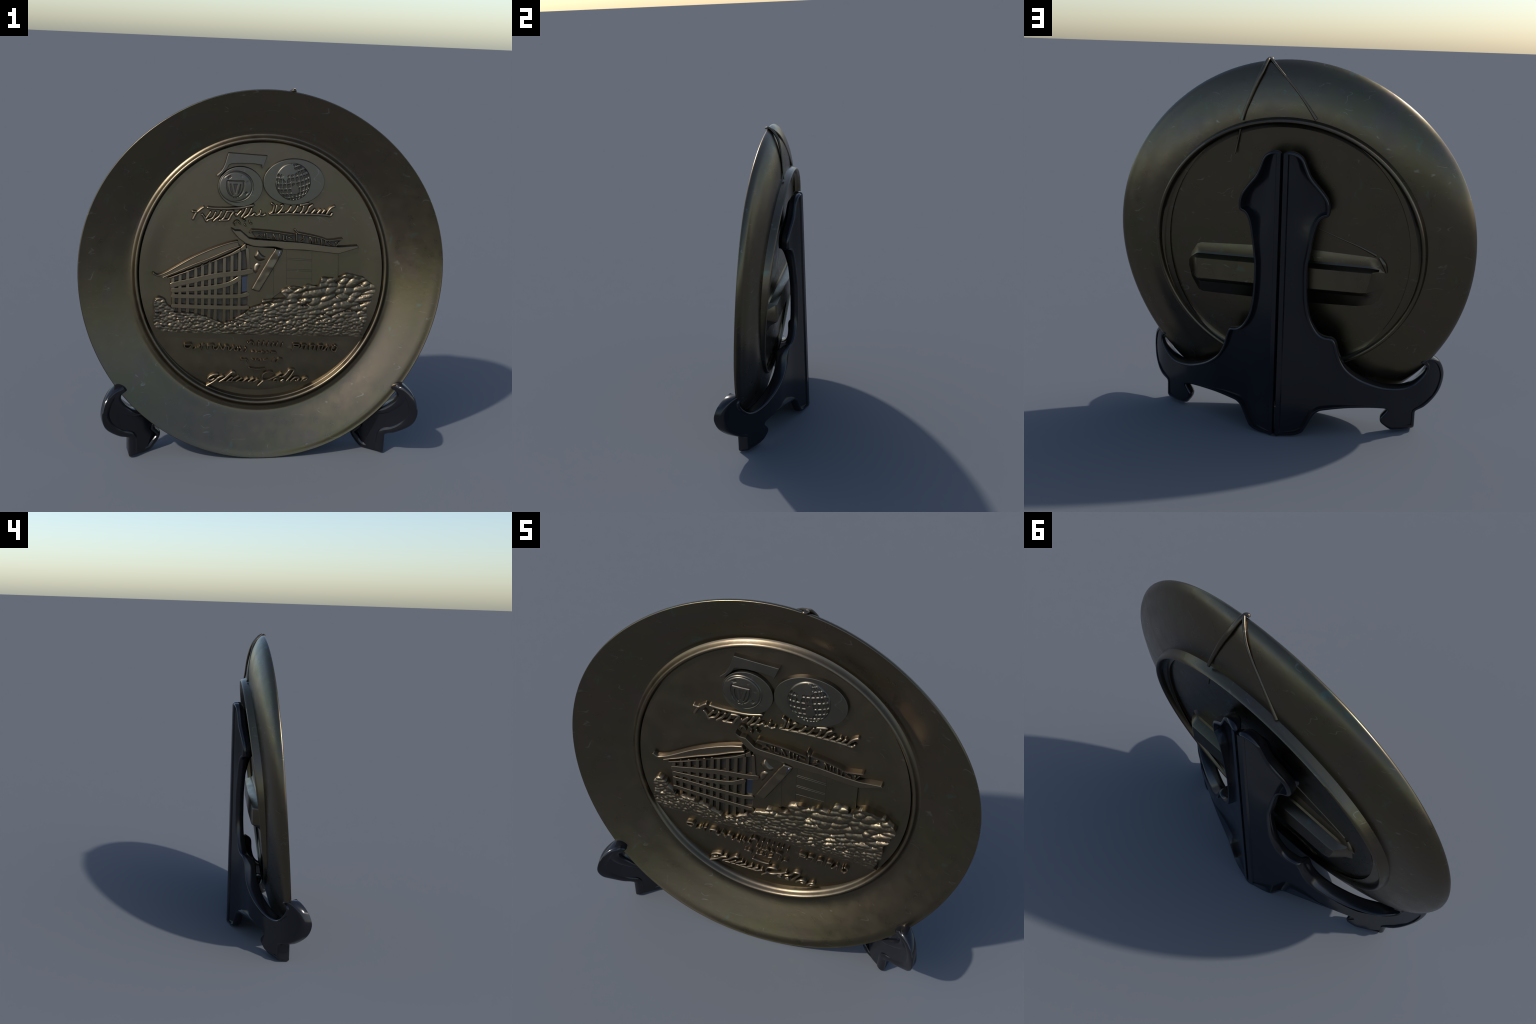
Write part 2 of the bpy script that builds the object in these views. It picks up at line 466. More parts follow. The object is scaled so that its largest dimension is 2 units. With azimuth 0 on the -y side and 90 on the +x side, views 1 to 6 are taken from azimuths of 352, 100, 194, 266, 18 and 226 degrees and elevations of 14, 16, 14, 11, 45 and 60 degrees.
RIGHT_WALL = [(-0.096, 0.173), (-0.053, 0.162), (0.115, 0.15), (0.269, 0.143), (0.417, 0.129), (0.422, -0.018), (0.265, -0.058), (0.109, -0.085), (0.033, -0.143), (-0.08, -0.177), (-0.086, -0.035), (-0.083, 0.042)]
WINDOW_POCKET = [(-0.116, -0.008), (-0.053, 0.007), (-0.068, -0.05), (-0.081, -0.087), (-0.114, -0.092)]
RIGHT_ROOF = [(-0.179, 0.258), (-0.156, 0.246), (-0.128, 0.245), (-0.082, 0.206), (-0.053, 0.2), (0.064, 0.194), (0.211, 0.186), (0.36, 0.168), (0.42, 0.164), (0.521, 0.172), (0.529, 0.162), (0.415, 0.126), (0.227, 0.145), (0.112, 0.148), (0.059, 0.162), (-0.023, 0.16), (-0.061, 0.164), (-0.102, 0.179), (-0.138, 0.205), (-0.172, 0.242)]
SIGN_BACK = [(-0.072, 0.249), (0.062, 0.241), (0.162, 0.229), (0.189, 0.235), (0.269, 0.222), (0.359, 0.2), (0.433, 0.21), (0.408, 0.167), (0.36, 0.17), (0.167, 0.191), (-0.042, 0.206)]
LEANING_SLAB = [(0.061, 0.156), (0.11, 0.147), (0.103, 0.121), (0.054, 0.031), (-0.015, -0.089), (-0.038, -0.086), (-0.068, -0.073), (-0.023, 0.012), (0.019, 0.087)]
HEDGE_OUTLINE = [(-0.59, -0.146), (-0.582, -0.123), (-0.56, -0.118), (-0.527, -0.134), (-0.516, -0.162), (-0.482, -0.184), (-0.477, -0.201), (-0.416, -0.201), (-0.321, -0.218), (-0.248, -0.246), (-0.203, -0.257), (-0.109, -0.212), (-0.059, -0.172), (-0.009, -0.158), (-0.004, -0.138), (0.019, -0.129), (0.126, -0.12), (0.102, -0.081), (0.141, -0.058), (0.198, -0.057), (0.221, -0.063), (0.249, -0.043), (0.306, -0.051), (0.328, -0.005), (0.391, -0.008), (0.397, -0.022), (0.448, 0.012), (0.488, 0.013), (0.564, -0.004), (0.588, -0.026), (0.624, -0.049), (0.625, -0.078), (0.609, -0.101), (0.605, -0.135), (0.582, -0.164), (0.585, -0.234), (0.575, -0.262), (0.554, -0.32), (0.537, -0.335), (0.121, -0.329), (-0.202, -0.317), (-0.497, -0.308), (-0.563, -0.291), (-0.586, -0.263), (-0.591, -0.229), (-0.584, -0.201)]

# ================================================================ the plate
PLATE = empty("commemorative_plate", "dark bronze souvenir plate with cast building relief and lettering", "decorative plate")

RIM_R = 0.988
# slow dents of the rim: (order, lift cos, lift sin, radius cos, radius sin)
DENTS = [(2, -0.0019, 0.0026, -0.0068, -0.0001), (3, 0.0008, 0.0033, -0.0010, 0.0052),
         (4, -0.0039, -0.0012, 0.0021, 0.0015), (5, -0.0011, -0.0009, 0.0010, 0.0026)]
SEG = 320


def dish_point(r, t, h, tilt=-0.022):
    """Round profile point -> plate frame, with the oval middle, its slight lean and the dented rim."""
    k = smooth(0.72, 0.985, r)
    ex, ey = 0.710 / 0.742 + (1 - 0.710 / 0.742) * k, 0.749 / 0.742 + (1 - 0.749 / 0.742) * k
    dh = sum(a * math.cos(o * t) + b * math.sin(o * t) for o, a, b, _, _ in DENTS) * k
    dr = sum(c * math.cos(o * t) + d * math.sin(o * t) for o, _, _, c, d in DENTS) * k
    x = (r * ex + dr) * math.cos(t) - 0.001 * (1 - k)
    y = (r * ey + dr) * math.sin(t) + 0.0158 * (1 - k)
    return plate(x, y, h + dh + tilt * y * (1 - k))


def lathe(name, profile, parent, mat, tilt=-0.022, centre=None, angle=40):
    verts, faces = [], []
    for r, h in profile:
        for i in range(SEG):
            t = 2 * math.pi * i / SEG
            hh = h(t) if callable(h) else h
            verts.append(dish_point(r, t, hh, tilt))
    for j in range(len(profile) - 1):
        for i in range(SEG):
            a, b = j * SEG + i, j * SEG + (i + 1) % SEG
            faces.append((a, b, b + SEG, a + SEG))
    if centre is not None:
        verts.append(plate(0, 0.0158, centre + tilt * 0.0158))
        o = (len(profile) - 1) * SEG
        faces += [(o + i, o + (i + 1) % SEG, len(verts) - 1) for i in range(SEG)]
    return finish(name, verts, faces, mat, parent, angle)


def densify(profile, step):
    return [tuple(p) for p in catmull(profile, step)]


# flange: concave front, rolled lip, bowl-shaped back down to the foot ring
front = [(0.744, -0.1050), (0.758, -0.1040), (0.772, -0.1005), (0.790, -0.0935), (0.830, -0.0745), (0.880, -0.0510), (0.930, -0.0275), (0.965, -0.0110),
         (0.980, -0.0038), (0.9865, -0.0005)]
back = [(0.9865, -0.0005), (0.9895, 0.0005), (0.9925, -0.0025), (0.9935, -0.009), (0.990, -0.018), (0.979, -0.034), (0.962, -0.049), (0.935, -0.066),
        (0.904, -0.0805), (0.861, -0.0945), (0.814, -0.106), (0.770, -0.115), (0.72, -0.123), (0.69, -0.127)]


def bowl_depth(r, h):
    return lambda t: h - 0.013 * smooth(0.93, 0.80, r) * smooth(0.35, -0.5, math.sin(t)) + 0.008 * smooth(0.99, 0.95, r) * smooth(0.80, 0.90, r) * smooth(0.3, 0.9, math.cos(t))


def flange_lift(r, h):
    """The flange bulges forward a little at the lower right and leans less than the middle."""
    return lambda t: h + 0.012 * smooth(0.78, 0.90, r) * smooth(0.99, 0.95, r) * max(0.0, math.cos(t + 0.85)) ** 2 + 0.008 * r * math.sin(t) * smooth(0.744, 0.77, r) * smooth(0.98, 0.85, r)


lathe("rim", [(r, flange_lift(r, h)) for r, h in densify(front, 3)[:-1]] + [(r, bowl_depth(r, h)) for r, h in densify(back, 3)], PLATE, MAT_BRONZE)
# rounded moulding that frames the medallion
lathe("border_ring", densify([(0.7455, -0.1045), (0.738, -0.1005), (0.731, -0.093), (0.724, -0.084), (0.7175, -0.0815), (0.712, -0.084),
                      (0.708, -0.090), (0.7045, -0.098), (0.7015, -0.1035), (0.698, -0.107), (0.694, -0.115), (0.689, -0.132)], 3), PLATE, MAT_RELIEF, angle=60)


def medallion():
    verts, faces = [], []
    rows = [0.699 - 0.0205 * i for i in range(34)]
    for r in rows:
        for i in range(SEG):
            t = 2 * math.pi * i / SEG
            x, y = r * 0.957 * math.cos(t) - 0.001, r * 1.0095 * math.sin(t) + 0.0158
            verts.append(plate(x, y, field(x, y)))
    for j in range(len(rows) - 1):
        for i in range(SEG):
            a, b = j * SEG + i, j * SEG + (i + 1) % SEG
            faces.append((a, b, b + SEG, a + SEG))
    verts.append(plate(-0.001, 0.0158, field(0, 0.0158)))
    o = (len(rows) - 1) * SEG
    faces += [(o + i, o + (i + 1) % SEG, o + SEG) for i in range(SEG)]
    finish("medallion", verts, faces, MAT_FIELD, PLATE, 40)


medallion()


def ring_lathe(name, profile, parent, mat, cx, cy, rx, ry, centre=None):
    """Oval ring on the back; profile rows are (scale of the oval, depth at the bottom, depth at the top)."""
    verts, faces = [], []
    for k, lo, hi in profile:
        for i in range(SEG):
            t = 2 * math.pi * i / SEG
            y = cy + ry * k * math.sin(t)
            verts.append(plate(cx + rx * k * math.cos(t), y, lo + (hi - lo) * (0.5 + 0.5 * math.sin(t))))
    for j in range(len(profile) - 1):
        for i in range(SEG):
            a, b = j * SEG + i, j * SEG + (i + 1) % SEG
            faces.append((a, b, b + SEG, a + SEG))
    if centre is not None:
        verts.append(plate(cx, cy, centre))
        faces += [((len(profile) - 1) * SEG + i, (len(profile) - 1) * SEG + (i + 1) % SEG, len(verts) - 1) for i in range(SEG)]
    return finish(name, verts, faces, mat, parent, 45)


# foot ring at the back, deeper at the top than at the bottom
RING = (-0.004, 0.019, 0.736, 0.702)
ring_lathe("foot_ring", [(1.014, -0.108, -0.118), (1.005, -0.119, -0.148), (1.000, -0.129, -0.168), (0.996, -0.134, -0.178), (0.988, -0.137, -0.184), (0.980, -0.137, -0.184),
                         (0.973, -0.134, -0.179), (0.968, -0.130, -0.165), (0.964, -0.122, -0.146), (0.950, -0.117, -0.138), (0.93, -0.1145, -0.132)], PLATE, MAT_BRONZE, *RING)
ring_lathe("back_panel", [(0.956, -0.1165, -0.1345)] + [(0.93 - 0.03 * i, -0.1135 - 0.002 * i / 30, -0.132 + 0.0165 * i / 30) for i in range(31)], PLATE, MAT_BRONZE, *RING, -0.1155)


# boxed hanger bar pressed out of the back
def back_bar():
    sect = [(0.030, 0.000), (-0.005, 0.006), (-0.036, 0.010), (-0.046, 0.018), (-0.055, 0.060), (-0.059, 0.066), (-0.168, 0.080), (-0.174, 0.077), (-0.205, 0.034), (-0.255, 0.012), (-0.300, -0.001)]
    stations = [(0.566, 0.0, 0.15), (0.545, 0.18, 0.55), (0.505, 0.80, 0.95), (0.482, 1.0, 1.0), (0.2, 1.02, 1.0), (-0.1, 1.05, 1.0),
                (-0.440, 1.0, 0.98), (-0.470, 0.92, 0.95), (-0.500, 0.22, 0.85), (-0.545, 0.0, 0.7)]
    verts, faces = [], []
    for i, (x, k, w) in enumerate(stations):
        for y, d in sect:
            yy = -0.115 + (y + 0.115) * w
            xx = x + (0.028 if x < -0.3 and k > 0.5 else 0.0) * (-0.055 - yy) / 0.115
            verts.append(plate(xx, yy, -0.1185 - 0.018 * yy - d * k - 0.001 + (0.006 if k == 0 or d <= 0 else 0)))
    m = len(sect)
    for i in range(len(stations) - 1):
        for j in range(m - 1):
            a = i * m + j
            faces.append((a, a + 1, a + m + 1, a + m))
    finish("back_bar", verts, faces, MAT_BRONZE, PLATE, 28)


back_bar()
def tube(name, pts, radii, parent, mat, flat=1.0, segs=10):
    line = catmull(pts, 6)
    n = len(line)
    verts, faces = [], []
    for i, p in enumerate(line):
        t = line[min(n - 1, i + 1)] - line[max(0, i - 1)]
        t /= np.linalg.norm(t)
        u = np.cross(t, N); u /= np.linalg.norm(u)
        v = np.cross(u, t)
        rad = np.interp(i / (n - 1), np.linspace(0, 1, len(radii)), radii)
        for s in range(segs):
            a = 2 * math.pi * s / segs
            q = p + u * rad * math.cos(a) + v * rad * flat * math.sin(a)
            verts.append(tuple(float(c) for c in q))
    for i in range(n - 1):
        for s in range(segs):
            a, b = i * segs + s, i * segs + (s + 1) % segs
            faces.append((a, b, b + segs, a + segs))
    faces += [tuple(range(segs)), tuple(range((n - 1) * segs, n * segs))]
    return finish(name, verts, faces, mat, parent, 60)


tube("back_ridge", [plate(x, y, -0.1165 - 0.018 * y) for x, y in ((-0.150, 0.150), (-0.276, 0.102), (-0.39, 0.061), (-0.482, 0.020))], [0.002, 0.004, 0.006, 0.010], PLATE, MAT_BRONZE)
tube("back_stub", [plate(*p) for p in [(-0.500, 0.010, -0.117), (-0.525, -0.025, -0.124), (-0.540, -0.070, -0.116)]], [0.010, 0.014, 0.008], PLATE, MAT_BRONZE)

CORD = empty("hanging_cord", parent=PLATE)
tube("cord_strand", [plate(*p) for p in [(0.124, 1.001, -0.010), (0.133, 0.989, -0.037), (0.149, 0.942, -0.080), (0.175, 0.88, -0.106), (0.199, 0.815, -0.124), (0.224, 0.748, -0.138), (0.238, 0.700, -0.150)]],
     [0.010, 0.011, 0.012, 0.0115, 0.010, 0.009, 0.008], CORD, MAT_BRONZE, 0.75)
tube("cord_strand", [plate(*p) for p in [(0.124, 1.001, -0.014), (0.095, 0.983, -0.043), (0.055, 0.95, -0.074), (0.005, 0.903, -0.096), (-0.045, 0.853, -0.112), (-0.098, 0.79, -0.128), (-0.150, 0.720, -0.143)]],
     [0.008, 0.0075, 0.0065, 0.006, 0.0065, 0.008, 0.0095], CORD, MAT_BRONZE)
tube("cord_tail", [plate(*p) for p in [(0.243, 0.664, -0.150), (0.255, 0.62, -0.144), (0.266, 0.57, -0.145), (0.276, 0.522, -0.150)]], [0.007, 0.006, 0.005, 0.004], CORD, MAT_BRONZE)
tube("cord_knot", [plate(*p) for p in [(0.110, 0.993, 0.000), (0.118, 0.997, 0.002), (0.127, 0.999, -0.004), (0.132, 0.998, -0.016)]], [0.005, 0.0085, 0.008, 0.005], CORD, MAT_BRONZE)

# ---------------------------------------------------------------- numerals with emblem and globe
NUM = empty("anniversary_numerals", parent=PLATE)
slab("numeral_five", FIVE_FLAG, 0.0255, NUM, MAT_NUMERAL, 0.003)
slab("numeral_five_bowl", ellipse(-0.1345, 0.483, 0.121, 0.107), 0.0185, NUM, MAT_NUMERAL, 0.003)
slab("numeral_zero", ellipse(0.1565, 0.515, 0.168, 0.123, 84, 0.03), 0.020, NUM, MAT_NUMERAL, 0.003)


def dome(name, cx, cy, rx, ry, base, rise, parent, pit=None):
    """Low round boss; pit(x, y) in the unit disc gives a sunk depth of 0 to 1."""
    rings, seg = 56, 168
    verts, faces, idx = [plate(cx, cy, field(cx, cy) + base + rise)], [], []
    sunk = [0.0]
    for j in range(1, rings + 1):
        q = j / rings
        for i in range(seg):
            t = 2 * math.pi * i / seg
            ux, uy = q * math.cos(t), q * math.sin(t)
            x, y = cx + rx * ux, cy + ry * uy
            edge = 1 - max(0.0, (q - 0.90) / 0.10) ** 2
            z = rise * (0.55 + 0.45 * (1 - q * q)) * edge - 0.004 * (1 - edge)
            p = pit(ux, uy) if pit else 0.0
            sunk.append(p)
            verts.append(plate(x, y, field(x, y) + base + z - 0.0035 * p))
    for i in range(seg):
        faces.append((0, 1 + i, 1 + (i + 1) % seg))
    for j in range(rings - 1):
        for i in range(seg):
            a, b = 1 + j * seg + i, 1 + j * seg + (i + 1) % seg
            faces.append((a, b, b + seg, a + seg))
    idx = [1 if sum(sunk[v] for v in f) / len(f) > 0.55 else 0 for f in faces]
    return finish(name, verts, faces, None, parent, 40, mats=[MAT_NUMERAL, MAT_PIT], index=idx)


def globe_pit(ux, uy):
    """Square pits between meridians and parallels of a tipped globe, left out over the land."""
    q2 = ux * ux + uy * uy
    if q2 > 0.86:
        return 0.0
    z = math.sqrt(1 - q2)
    land = min(math.hypot((ux + 0.38) / 0.62, (uy - 0.62) / 0.36), math.hypot((ux - 0.12) / 0.24, (uy + 0.42) / 0.30),
               math.hypot((ux + 0.42) / 0.14, (uy - 0.18) / 0.22), math.hypot((ux - 0.08) / 0.2, (uy + 0.02) / 0.08))
    if land < 0.88 + 0.25 * noise.noise(Vector((ux * 5, uy * 5, 3.1))):
        return 0.0
    a, b = math.radians(-12), math.radians(-10)
    x1, y1 = ux * math.cos(b) - uy * math.sin(b), ux * math.sin(b) + uy * math.cos(b)
    y2, z2 = y1 * math.cos(a) - z * math.sin(a), y1 * math.sin(a) + z * math.cos(a)
    lat, lon = math.degrees(math.asin(max(-1, min(1, y2)))), math.degrees(math.atan2(x1, z2))
    f, g = (lat / 16.5 + 20.5) % 1 - 0.5, (lon / 14.5 + 20.5) % 1 - 0.5
    return smooth(0.40, 0.30, abs(f)) * smooth(0.38, 0.28, abs(g))


def emblem_pit(ux, uy):
    """Sunk circle line, broken ring lettering and a shield charged with a zigzag."""
    q, t = math.hypot(ux, uy), math.atan2(uy, ux)
    circle = 0.7 * smooth(0.05, 0.02, abs(q - 0.88)) * smooth(-1.7, -1.3, t) * smooth(2.7, 2.3, t)
    ring = smooth(0.09, 0.05, abs(q - 0.68)) * smooth(0.0, 0.35, noise.noise(Vector((t * 3.1, 4.2, 0.5)))) * smooth(-0.9, -0.6, t) * smooth(2.7, 2.4, t)
    u, v = ux + 0.06, uy
    half = 0.40 * math.sqrt(max(0.0, 1 - max(0.0, (0.10 - v) / 0.72) ** 2))
    d = abs(u) - half
    edge = smooth(0.10, 0.07, abs(d - 0.06) + 0.04) if -0.68 < v < 0.30 else 0.0
    top = smooth(0.05, 0.02, abs(v - 0.32)) if d < 0.08 else 0.0
    inner = 0.0
    if d < -0.09 and -0.55 < v < 0.16:
        inner = smooth(0.02, 0.05, abs(abs(u - 0.02) - 0.16 - 0.22 * v) - 0.03)
    return max(circle, ring, edge, top, 0.9 * inner)


dome("emblem", -0.157, 0.484, 0.097, 0.089, 0.0175, 0.009, NUM, emblem_pit)
dome("globe", 0.1495, 0.517, 0.101, 0.1045, 0.019, 0.010, NUM, globe_pit)
# ---------------------------------------------------------------- lettering
def writing(name, strokes, width, height, parent):
    group = empty(name, parent=parent)
    for pts in strokes:
        w = width * random.uniform(0.9, 1.12)
        stroke("letter_stroke", pts, w, height * random.uniform(0.94, 1.05), group, MAT_LETTER)
    return group


writing("script_inscription", SCRIPT_STROKES, 0.0150, 0.021, PLATE)
writing("capital_inscription", ROW_STROKES, 0.0115, 0.026, PLATE)
writing("small_inscription", SMALL_STROKES, 0.009, 0.020, PLATE)
writing("signature", SIGNATURE_STROKES, 0.0135, 0.023, PLATE)

# ---------------------------------------------------------------- building
HOUSE = empty("building_relief", parent=PLATE)
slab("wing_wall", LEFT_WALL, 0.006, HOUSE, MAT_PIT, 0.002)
for pts in MULLIONS:
    stroke("mullion", pts, 0.0185, 0.0155, HOUSE, MAT_RELIEF, 0.005, False, True)
for i, pts in enumerate(RAILS):
    stroke("window_rail", pts, (0.029, 0.025, 0.023, 0.023)[i], 0.0162, HOUSE, MAT_RELIEF, 0.005, True, True)
slab("eave_band", EAVE_BAND, 0.0265, HOUSE, MAT_RELIEF, 0.003)
slab("eave_cap", EAVE_CAP, 0.025, HOUSE, MAT_RELIEF, 0.003)
slab("wing_roof", LEFT_ROOF, 0.021, HOUSE, MAT_RELIEF, 0.003)
stroke("roof_ridge", LEFT_ROOF_RIDGE, 0.009, 0.010, HOUSE, None, 0.018)
stroke("roof_ledge", LEFT_ROOF_LEDGE, 0.008, 0.009, HOUSE, None, 0.0185)
slab("hall_wall", RIGHT_WALL, 0.013, HOUSE, MAT_FIELD, 0.003)
slab("hall_roof", RIGHT_ROOF, 0.026, HOUSE, MAT_RELIEF, 0.004, 0, 0.007)
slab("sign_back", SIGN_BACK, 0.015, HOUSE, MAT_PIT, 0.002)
for pts in SIGN_RAILS:
    stroke("sign_rail", pts, 0.0105, 0.030, HOUSE)
for pts in SIGN_LETTERS:
    stroke("sign_letter", pts, 0.0095, 0.027, HOUSE, MAT_LETTER, 0.0, False)
for pts in ETCHED_LINES:
    stroke("panel_line", pts, 0.0028, 0.0007, HOUSE, MAT_PIT, 0.0132, False)
slab("window_recess", WINDOW_POCKET, 0.0085, HOUSE, MAT_BLUE, 0.002)  # recess face tinted blue for the sky it reflects


def edge_distance(loop, x, y):
    best = 9.0
    for i in range(len(loop)):
        (ax, ay), (bx, by) = loop[i - 1], loop[i]
        dx, dy = bx - ax, by - ay
        t = min(1.0, max(0.0, ((x - ax) * dx + (y - ay) * dy) / (dx * dx + dy * dy + 1e-12)))
        best = min(best, math.hypot(x - ax - t * dx, y - ay - t * dy))
    return best


def lumpy(name, poly, height, mat, seed, rough=0.005, rise=0.02):
    """Irregular cast lump inside an outline: rises from its edge, with a knobbly top."""
    loop = [tuple(q) for q in catmull(poly, 6, closed=True)] if mat is not MAT_RELIEF or name != "leaning_slab" else [tuple(q) for k in range(len(poly)) for q in np.linspace(poly[k - 1], poly[k], 8)[:-1]]
    px = [q[0] for q in loop]; py = [q[1] for q in loop]
    inner = [(x, y) for x in np.arange(min(px), max(px), 0.003) for y in np.arange(min(py), max(py), 0.003) if inside(loop, x, y) and edge_distance(loop, x, y) > 0.002]
    co, tri = fill(loop, inner)
    verts = []
    for x, y in co:
        e = edge_distance(loop, x, y)
        k = math.sqrt(smooth(0.0, rise, e) + 1e-6)
        verts.append(plate(x, y, field(x, y) + 0.006 + (height - 0.006) * k + rough * k * noise.noise(Vector((x * 28, y * 28, seed)))))
    return finish(name, verts, list(tri), mat, HOUSE, 60)


lumpy("leaning_slab", LEANING_SLAB, 0.028, MAT_RELIEF, 1.0, 0.003, 0.008)
lumpy("rock_lump", [(-0.056, 0.105), (-0.045, 0.132), (-0.028, 0.146), (-0.006, 0.122), (0.018, 0.108), (0.008, 0.084), (-0.030, 0.078)], 0.024, MAT_RELIEF, 2.0)
lumpy("rock_lump", [(-0.052, 0.062), (-0.030, 0.078), (-0.004, 0.070), (-0.016, 0.030), (-0.040, 0.005), (-0.058, 0.025)], 0.020, MAT_RELIEF, 3.0)
lumpy("painted_reflection_patch", [(0.080, 0.140), (0.104, 0.141), (0.097, 0.118), (0.082, 0.092), (0.072, 0.102)], 0.031, MAT_BLUE, 4.0, 0.003, 0.010)  # blue reflection on the slab's flank, modelled as a thin tinted lump
lumpy("painted_reflection_patch", [(0.040, 0.058), (0.060, 0.066), (0.052, 0.040), (0.036, 0.030), (0.032, 0.042)], 0.031, MAT_BLUE, 5.0, 0.003, 0.010)
for pts in ROOF_ORNAMENT:
    stroke("roof_ornament", pts, 0.009, 0.020, HOUSE)

# hedge: overlapping leaf masses, long and slanting at the upper right, small and level lower down
rng = random.Random(11)
xs = [p[0] for p in HEDGE_OUTLINE]; ys = [p[1] for p in HEDGE_OUTLINE]


def hedge_top(x):
    best = -9
    for i in range(len(HEDGE_OUTLINE)):
        (x0, y0), (x1, y1) = HEDGE_OUTLINE[i - 1], HEDGE_OUTLINE[i]
        if min(x0, x1) <= x <= max(x0, x1) and x0 != x1:
            best = max(best, y0 + (y1 - y0) * (x - x0) / (x1 - x0))
    return best


def mass(x, y):
    return smooth(-0.30, -0.10, y) * (0.30 + 0.70 * smooth(-0.05, 0.30, x))


CLUMPS = []
tries = 0
while len(CLUMPS) < 520 and tries < 30000:
    tries += 1
    x, y = rng.uniform(min(xs), max(xs)), rng.uniform(min(ys), max(ys))
    if not inside(HEDGE_OUTLINE, x, y):
        continue
    up = mass(x, y)
    a = (0.019 + 0.048 * up) * rng.uniform(0.5, 1.4)
    b = (0.0100 + 0.0130 * up) * rng.uniform(0.7, 1.35)
    if any((x - q[0]) ** 2 / (0.50 * (a + q[2])) ** 2 + (y - q[1]) ** 2 / (0.62 * (b + q[3])) ** 2 < 1 for q in CLUMPS):
        continue
    rot = math.radians(rng.uniform(0, 36) if x > 0.0 else rng.uniform(-25, 35)) * (0.35 + 0.65 * up)
    low = smooth(-0.335, -0.27, y)
    CLUMPS.append((x, y, a, b, math.cos(rot), math.sin(rot), (0.005 + 0.012 * up + rng.uniform(0, 0.005)) * (0.35 + 0.65 * low)))
CL = np.array(CLUMPS)


def hedge_height(x, y):
    dx, dy = x - CL[:, 0], y - CL[:, 1]
    wob = 0.12 * noise.noise(Vector((x * 55, y * 55, 0)))
    u, v = (dx * CL[:, 4] + dy * CL[:, 5]) / CL[:, 2], (-dx * CL[:, 5] + dy * CL[:, 4]) / CL[:, 3]
    d = np.clip(1 - (u * u + v * v) + wob, 0, 1)
    best = float(np.max(CL[:, 6] * np.sqrt(d)))
    up = mass(x, y)
    return 0.029 - 0.009 * up + best + 0.0012 * noise.noise(Vector((x * 120, y * 120, 5)))


def hedge():
    line = catmull(HEDGE_OUTLINE, 8, closed=True)
    loop = []
    for i, q in enumerate(line):
        s = noise.noise(Vector((q[0] * 45, q[1] * 45, 9))) * 0.004 * smooth(-0.32, -0.28, q[1])
        t = line[(i + 1) % len(line)] - line[i - 1]
        t /= np.linalg.norm(t) + 1e-9
        loop.append(q + np.array([t[1], -t[0]]) * s)
    inner, pitch, row, y = [], 0.0036, 0, min(ys)
    while y < max(ys):
        x = min(xs) + (row % 2) * pitch / 2
        while x < max(xs):
            if inside(HEDGE_OUTLINE, x, y) and all(inside(HEDGE_OUTLINE, x + 0.003 * c, y + 0.003 * s) for c, s in ((1, 0), (-1, 0), (0, 1), (0, -1))):
                inner.append((x, y))
            x += pitch
        y += pitch * 0.87; row += 1
    co, tri = fill(loop, inner)
    verts = [plate(x, y, field(x, y) + hedge_height(x, y)) for x, y in co]
    faces = list(tri)
    n, o = len(loop), len(verts)
    for z, dy in ((None, 0.0), (-0.004, 0.004)):
        verts += [plate(q[0], q[1] + dy, field(*q) + (hedge_height(*q) if z is None else z)) for q in loop]
    faces += [(o + i, o + (i + 1) % n, o + n + (i + 1) % n, o + n + i) for i in range(n)]
    finish("hedge", verts, faces, MAT_LEAF, PLATE, 70, weld=True)


hedge()

# ================================================================ the stand
STAND = empty("plate_stand", "folding glossy black plastic easel with two hooked arms", "plate stand")
HINGE_Y = 0.2420
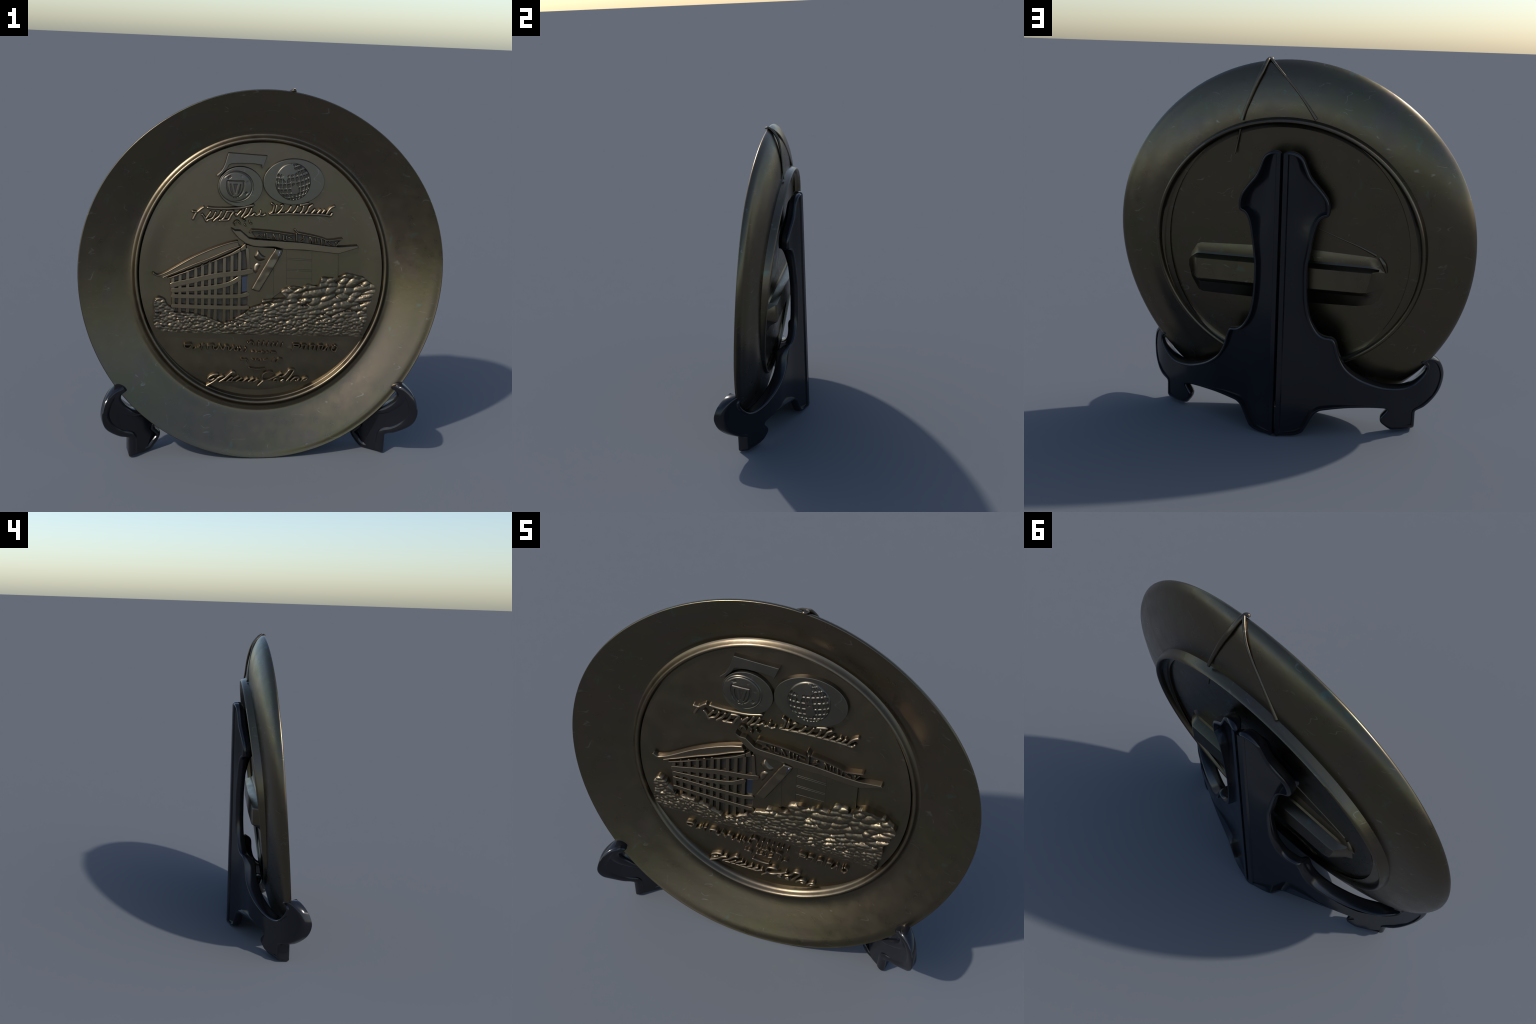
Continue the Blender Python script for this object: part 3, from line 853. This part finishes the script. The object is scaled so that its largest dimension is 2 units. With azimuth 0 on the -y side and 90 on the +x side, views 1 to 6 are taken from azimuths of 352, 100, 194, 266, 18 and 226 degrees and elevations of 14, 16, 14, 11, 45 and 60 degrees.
# outline of one half seen from behind: (distance from the middle, height, depth of the edge flange)
D, DE, DF, DH = 0.084, 0.056, 0.066, 0.040
HALF = [(0.006, 0.003, DH), (0.006, 0.03, DH), (0.006, 0.4, DH), (0.006, 0.8, DH), (0.006, 1.2, DH), (0.006, 1.50, DH), (0.010, 1.531, DH), (0.040, 1.542, DE), (0.080, 1.531, DE), (0.108, 1.505, DE), (0.126, 1.463, DE), (0.151, 1.410, DE),
        (0.203, 1.347, DE), (0.235, 1.300, DE), (0.246, 1.255, DE), (0.244, 1.222, DE), (0.232, 1.210, DE), (0.207, 1.200, DE), (0.186, 1.168, DE), (0.168, 1.095, DE), (0.151, 0.985, DE),
        (0.145, 0.94, DE), (0.146, 0.85, DE), (0.153, 0.745, DE), (0.172, 0.660, DE), (0.208, 0.594, DE), (0.244, 0.567, DE), (0.286, 0.557, DE),
        (0.306, 0.522, D), (0.326, 0.452, D), (0.357, 0.393, D), (0.400, 0.350, D), (0.460, 0.311, D), (0.555, 0.272, D), (0.640, 0.261, D),
        (0.700, 0.274, D), (0.742, 0.313, D), (0.762, 0.345, D), (0.766, 0.368, D), (0.757, 0.385, D), (0.742, 0.392, D), (0.739, 0.399, D), (0.750, 0.412, D), (0.773, 0.424, D), (0.802, 0.415, D), (0.830, 0.386, D), (0.848, 0.342, D), (0.855, 0.288, D),
        (0.843, 0.225, D), (0.815, 0.179, D), (0.772, 0.139, D), (0.738, 0.122, D), (0.728, 0.112, D), (0.727, 0.09, D), (0.727, 0.05, D), (0.726, 0.032, D), (0.718, 0.025, 0.078), (0.704, 0.024, 0.066), (0.665, 0.024, DF), (0.625, 0.025, DF), (0.605, 0.029, DF), (0.580, 0.044, DF), (0.555, 0.064, DF),
        (0.548, 0.084, DF), (0.553, 0.102, DF), (0.580, 0.134, DF), (0.574, 0.143, DF), (0.545, 0.149, 0.05), (0.470, 0.156, DE), (0.362, 0.158, DE), (0.255, 0.148, DE),
        (0.228, 0.140, DE), (0.208, 0.124, DE), (0.190, 0.092, DE), (0.162, 0.038, DE), (0.146, 0.018, DE), (0.110, 0.004, DE), (0.06, 0.001, DH), (0.02, 0.001, DH)]


def back_line(x):
    """Plan line of the back edge of a half: bowed forward away from the hinge, most of all at the hook."""
    return HINGE_Y - 0.22 * x - 0.27 * x * x - 4.5 * max(0.0, x - 0.74) ** 2


def web_line(x):
    return float(np.interp(x, (0, 0.03, 0.1, 0.2, 0.3, 0.4, 0.5, 0.6, 0.68, 0.75, 0.80, 0.86), (0.238, 0.228, 0.196, 0.157, 0.128, 0.104, 0.066, 0.018, -0.035, -0.084, -0.132, -0.215)))


def panel_point(side, x, z, m, line=back_line):
    m *= 1 - 0.30 * smooth(0.76, 0.85, x)
    drop = 0.026 * smooth(0.05, 0.0, z - 0.03) * smooth(0.45, 0.62, x) * smooth(0.0, 0.03, m)
    ease = 0.020 * smooth(1.02, 1.25, z) * smooth(0.03, 0.12, x) if line is web_line else 0.0
    return (side * (x - (0.12 + 0.14 * smooth(0.55, 0.72, x)) * m + 0.008 * smooth(0.68, 0.80, x)), line(x) - ease - 0.99 * m, max(z - drop, 0.0))


def stand_half(side):
    group = empty("stand_half", parent=STAND)
    loop = catmull(HALF, 4, closed=True)
    n = len(loop)
    inward = []
    for i in range(n):
        t = loop[(i + 2) % n][:2] - loop[i - 2][:2]
        t /= np.linalg.norm(t) + 1e-9
        inward.append(np.array([t[1], -t[0]]))
    verts, faces = [], []
    sect = [(0.0, 0.011, 0), (0.003, 0.004, 0), (0.009, 0.0, 0), (0.015, 0.0012, 0), (0.018, 0.014, 0), (0.022, 0.030, 0),
            (0.025, -0.008, 1), (0.021, -0.002, 1), (0.013, 0.0, 1), (0.0065, -0.003, 1), (0.002, -0.009, 1), (0.0, -0.018, 1)]
    for i in range(n):
        s, z, dep = loop[i]
        w = 0.0015 * noise.noise(Vector((s * 16, z * 16, side * 3)))
        for a, m, kind in sect:
            wide = 1.0 + 0.55 * kind * smooth(0.64, 0.72, s)
            q = np.array([s, z]) + inward[i] * (a * wide + w * (a > 0.01))
            verts.append(panel_point(side, q[0], q[1], m + dep * kind))
    m = len(sect)
    for i in range(n):
        for j in range(m):
            a, b = i * m + j, i * m + (j + 1) % m
            c, d = ((i + 1) % n) * m + (j + 1) % m, ((i + 1) % n) * m + j
            faces.append((a, b, c, d))
    finish("edge_flange", verts, faces, MAT_PLASTIC, group, 45)
    co, tri = fill([loop[i][:2] + inward[i] * 0.010 for i in range(n)], [(x, z) for x in np.arange(0.04, 0.84, 0.04) for z in np.arange(0.03, 1.5, 0.04) if inside([tuple(q[:2]) for q in loop], x, z)])
    wv, wf = [], []
    for k in (0, 1):
        o = len(wv)
        wv += [panel_point(side, x, z, k * (0.024 + 0.044 * smooth(0.50, 0.66, x)), web_line) for x, z in co]
        wf += [tuple(o + i for i in t) for t in tri]
    finish("web", wv, wf, MAT_PLASTIC, group, 40)
    # spine bead along the hinge edge
    sp, spf = [], []
    for z in (0.004, 0.5, 1.0, 1.53):
        for s, mm in ((0.006, 0.012), (0.008, -0.001), (0.030, -0.001), (0.036, 0.008)):
            sp.append(panel_point(side, s, z, mm))
    for i in range(3):
        for j in range(3):
            a = i * 4 + j
            spf.append((a, a + 1, a + 5, a + 4))
    spf += [(0, 1, 2, 3), (12, 13, 14, 15)]
    finish("spine", sp, spf, MAT_PLASTIC, group, 30)


stand_half(-1)
stand_half(1)
for zc in (0.22, 1.30):
    pv = []
    for z in (zc - 0.03, zc + 0.03):
        for i in range(12):
            t = 2 * math.pi * i / 12
            pv.append((0.010 * math.cos(t), HINGE_Y - 0.040 + 0.010 * math.sin(t), z))
    pf = [(i, (i + 1) % 12, 12 + (i + 1) % 12, 12 + i) for i in range(12)] + [tuple(range(12)), tuple(range(12, 24))]
    finish("hinge_pin", pv, pf, MAT_PLASTIC, STAND, 50)
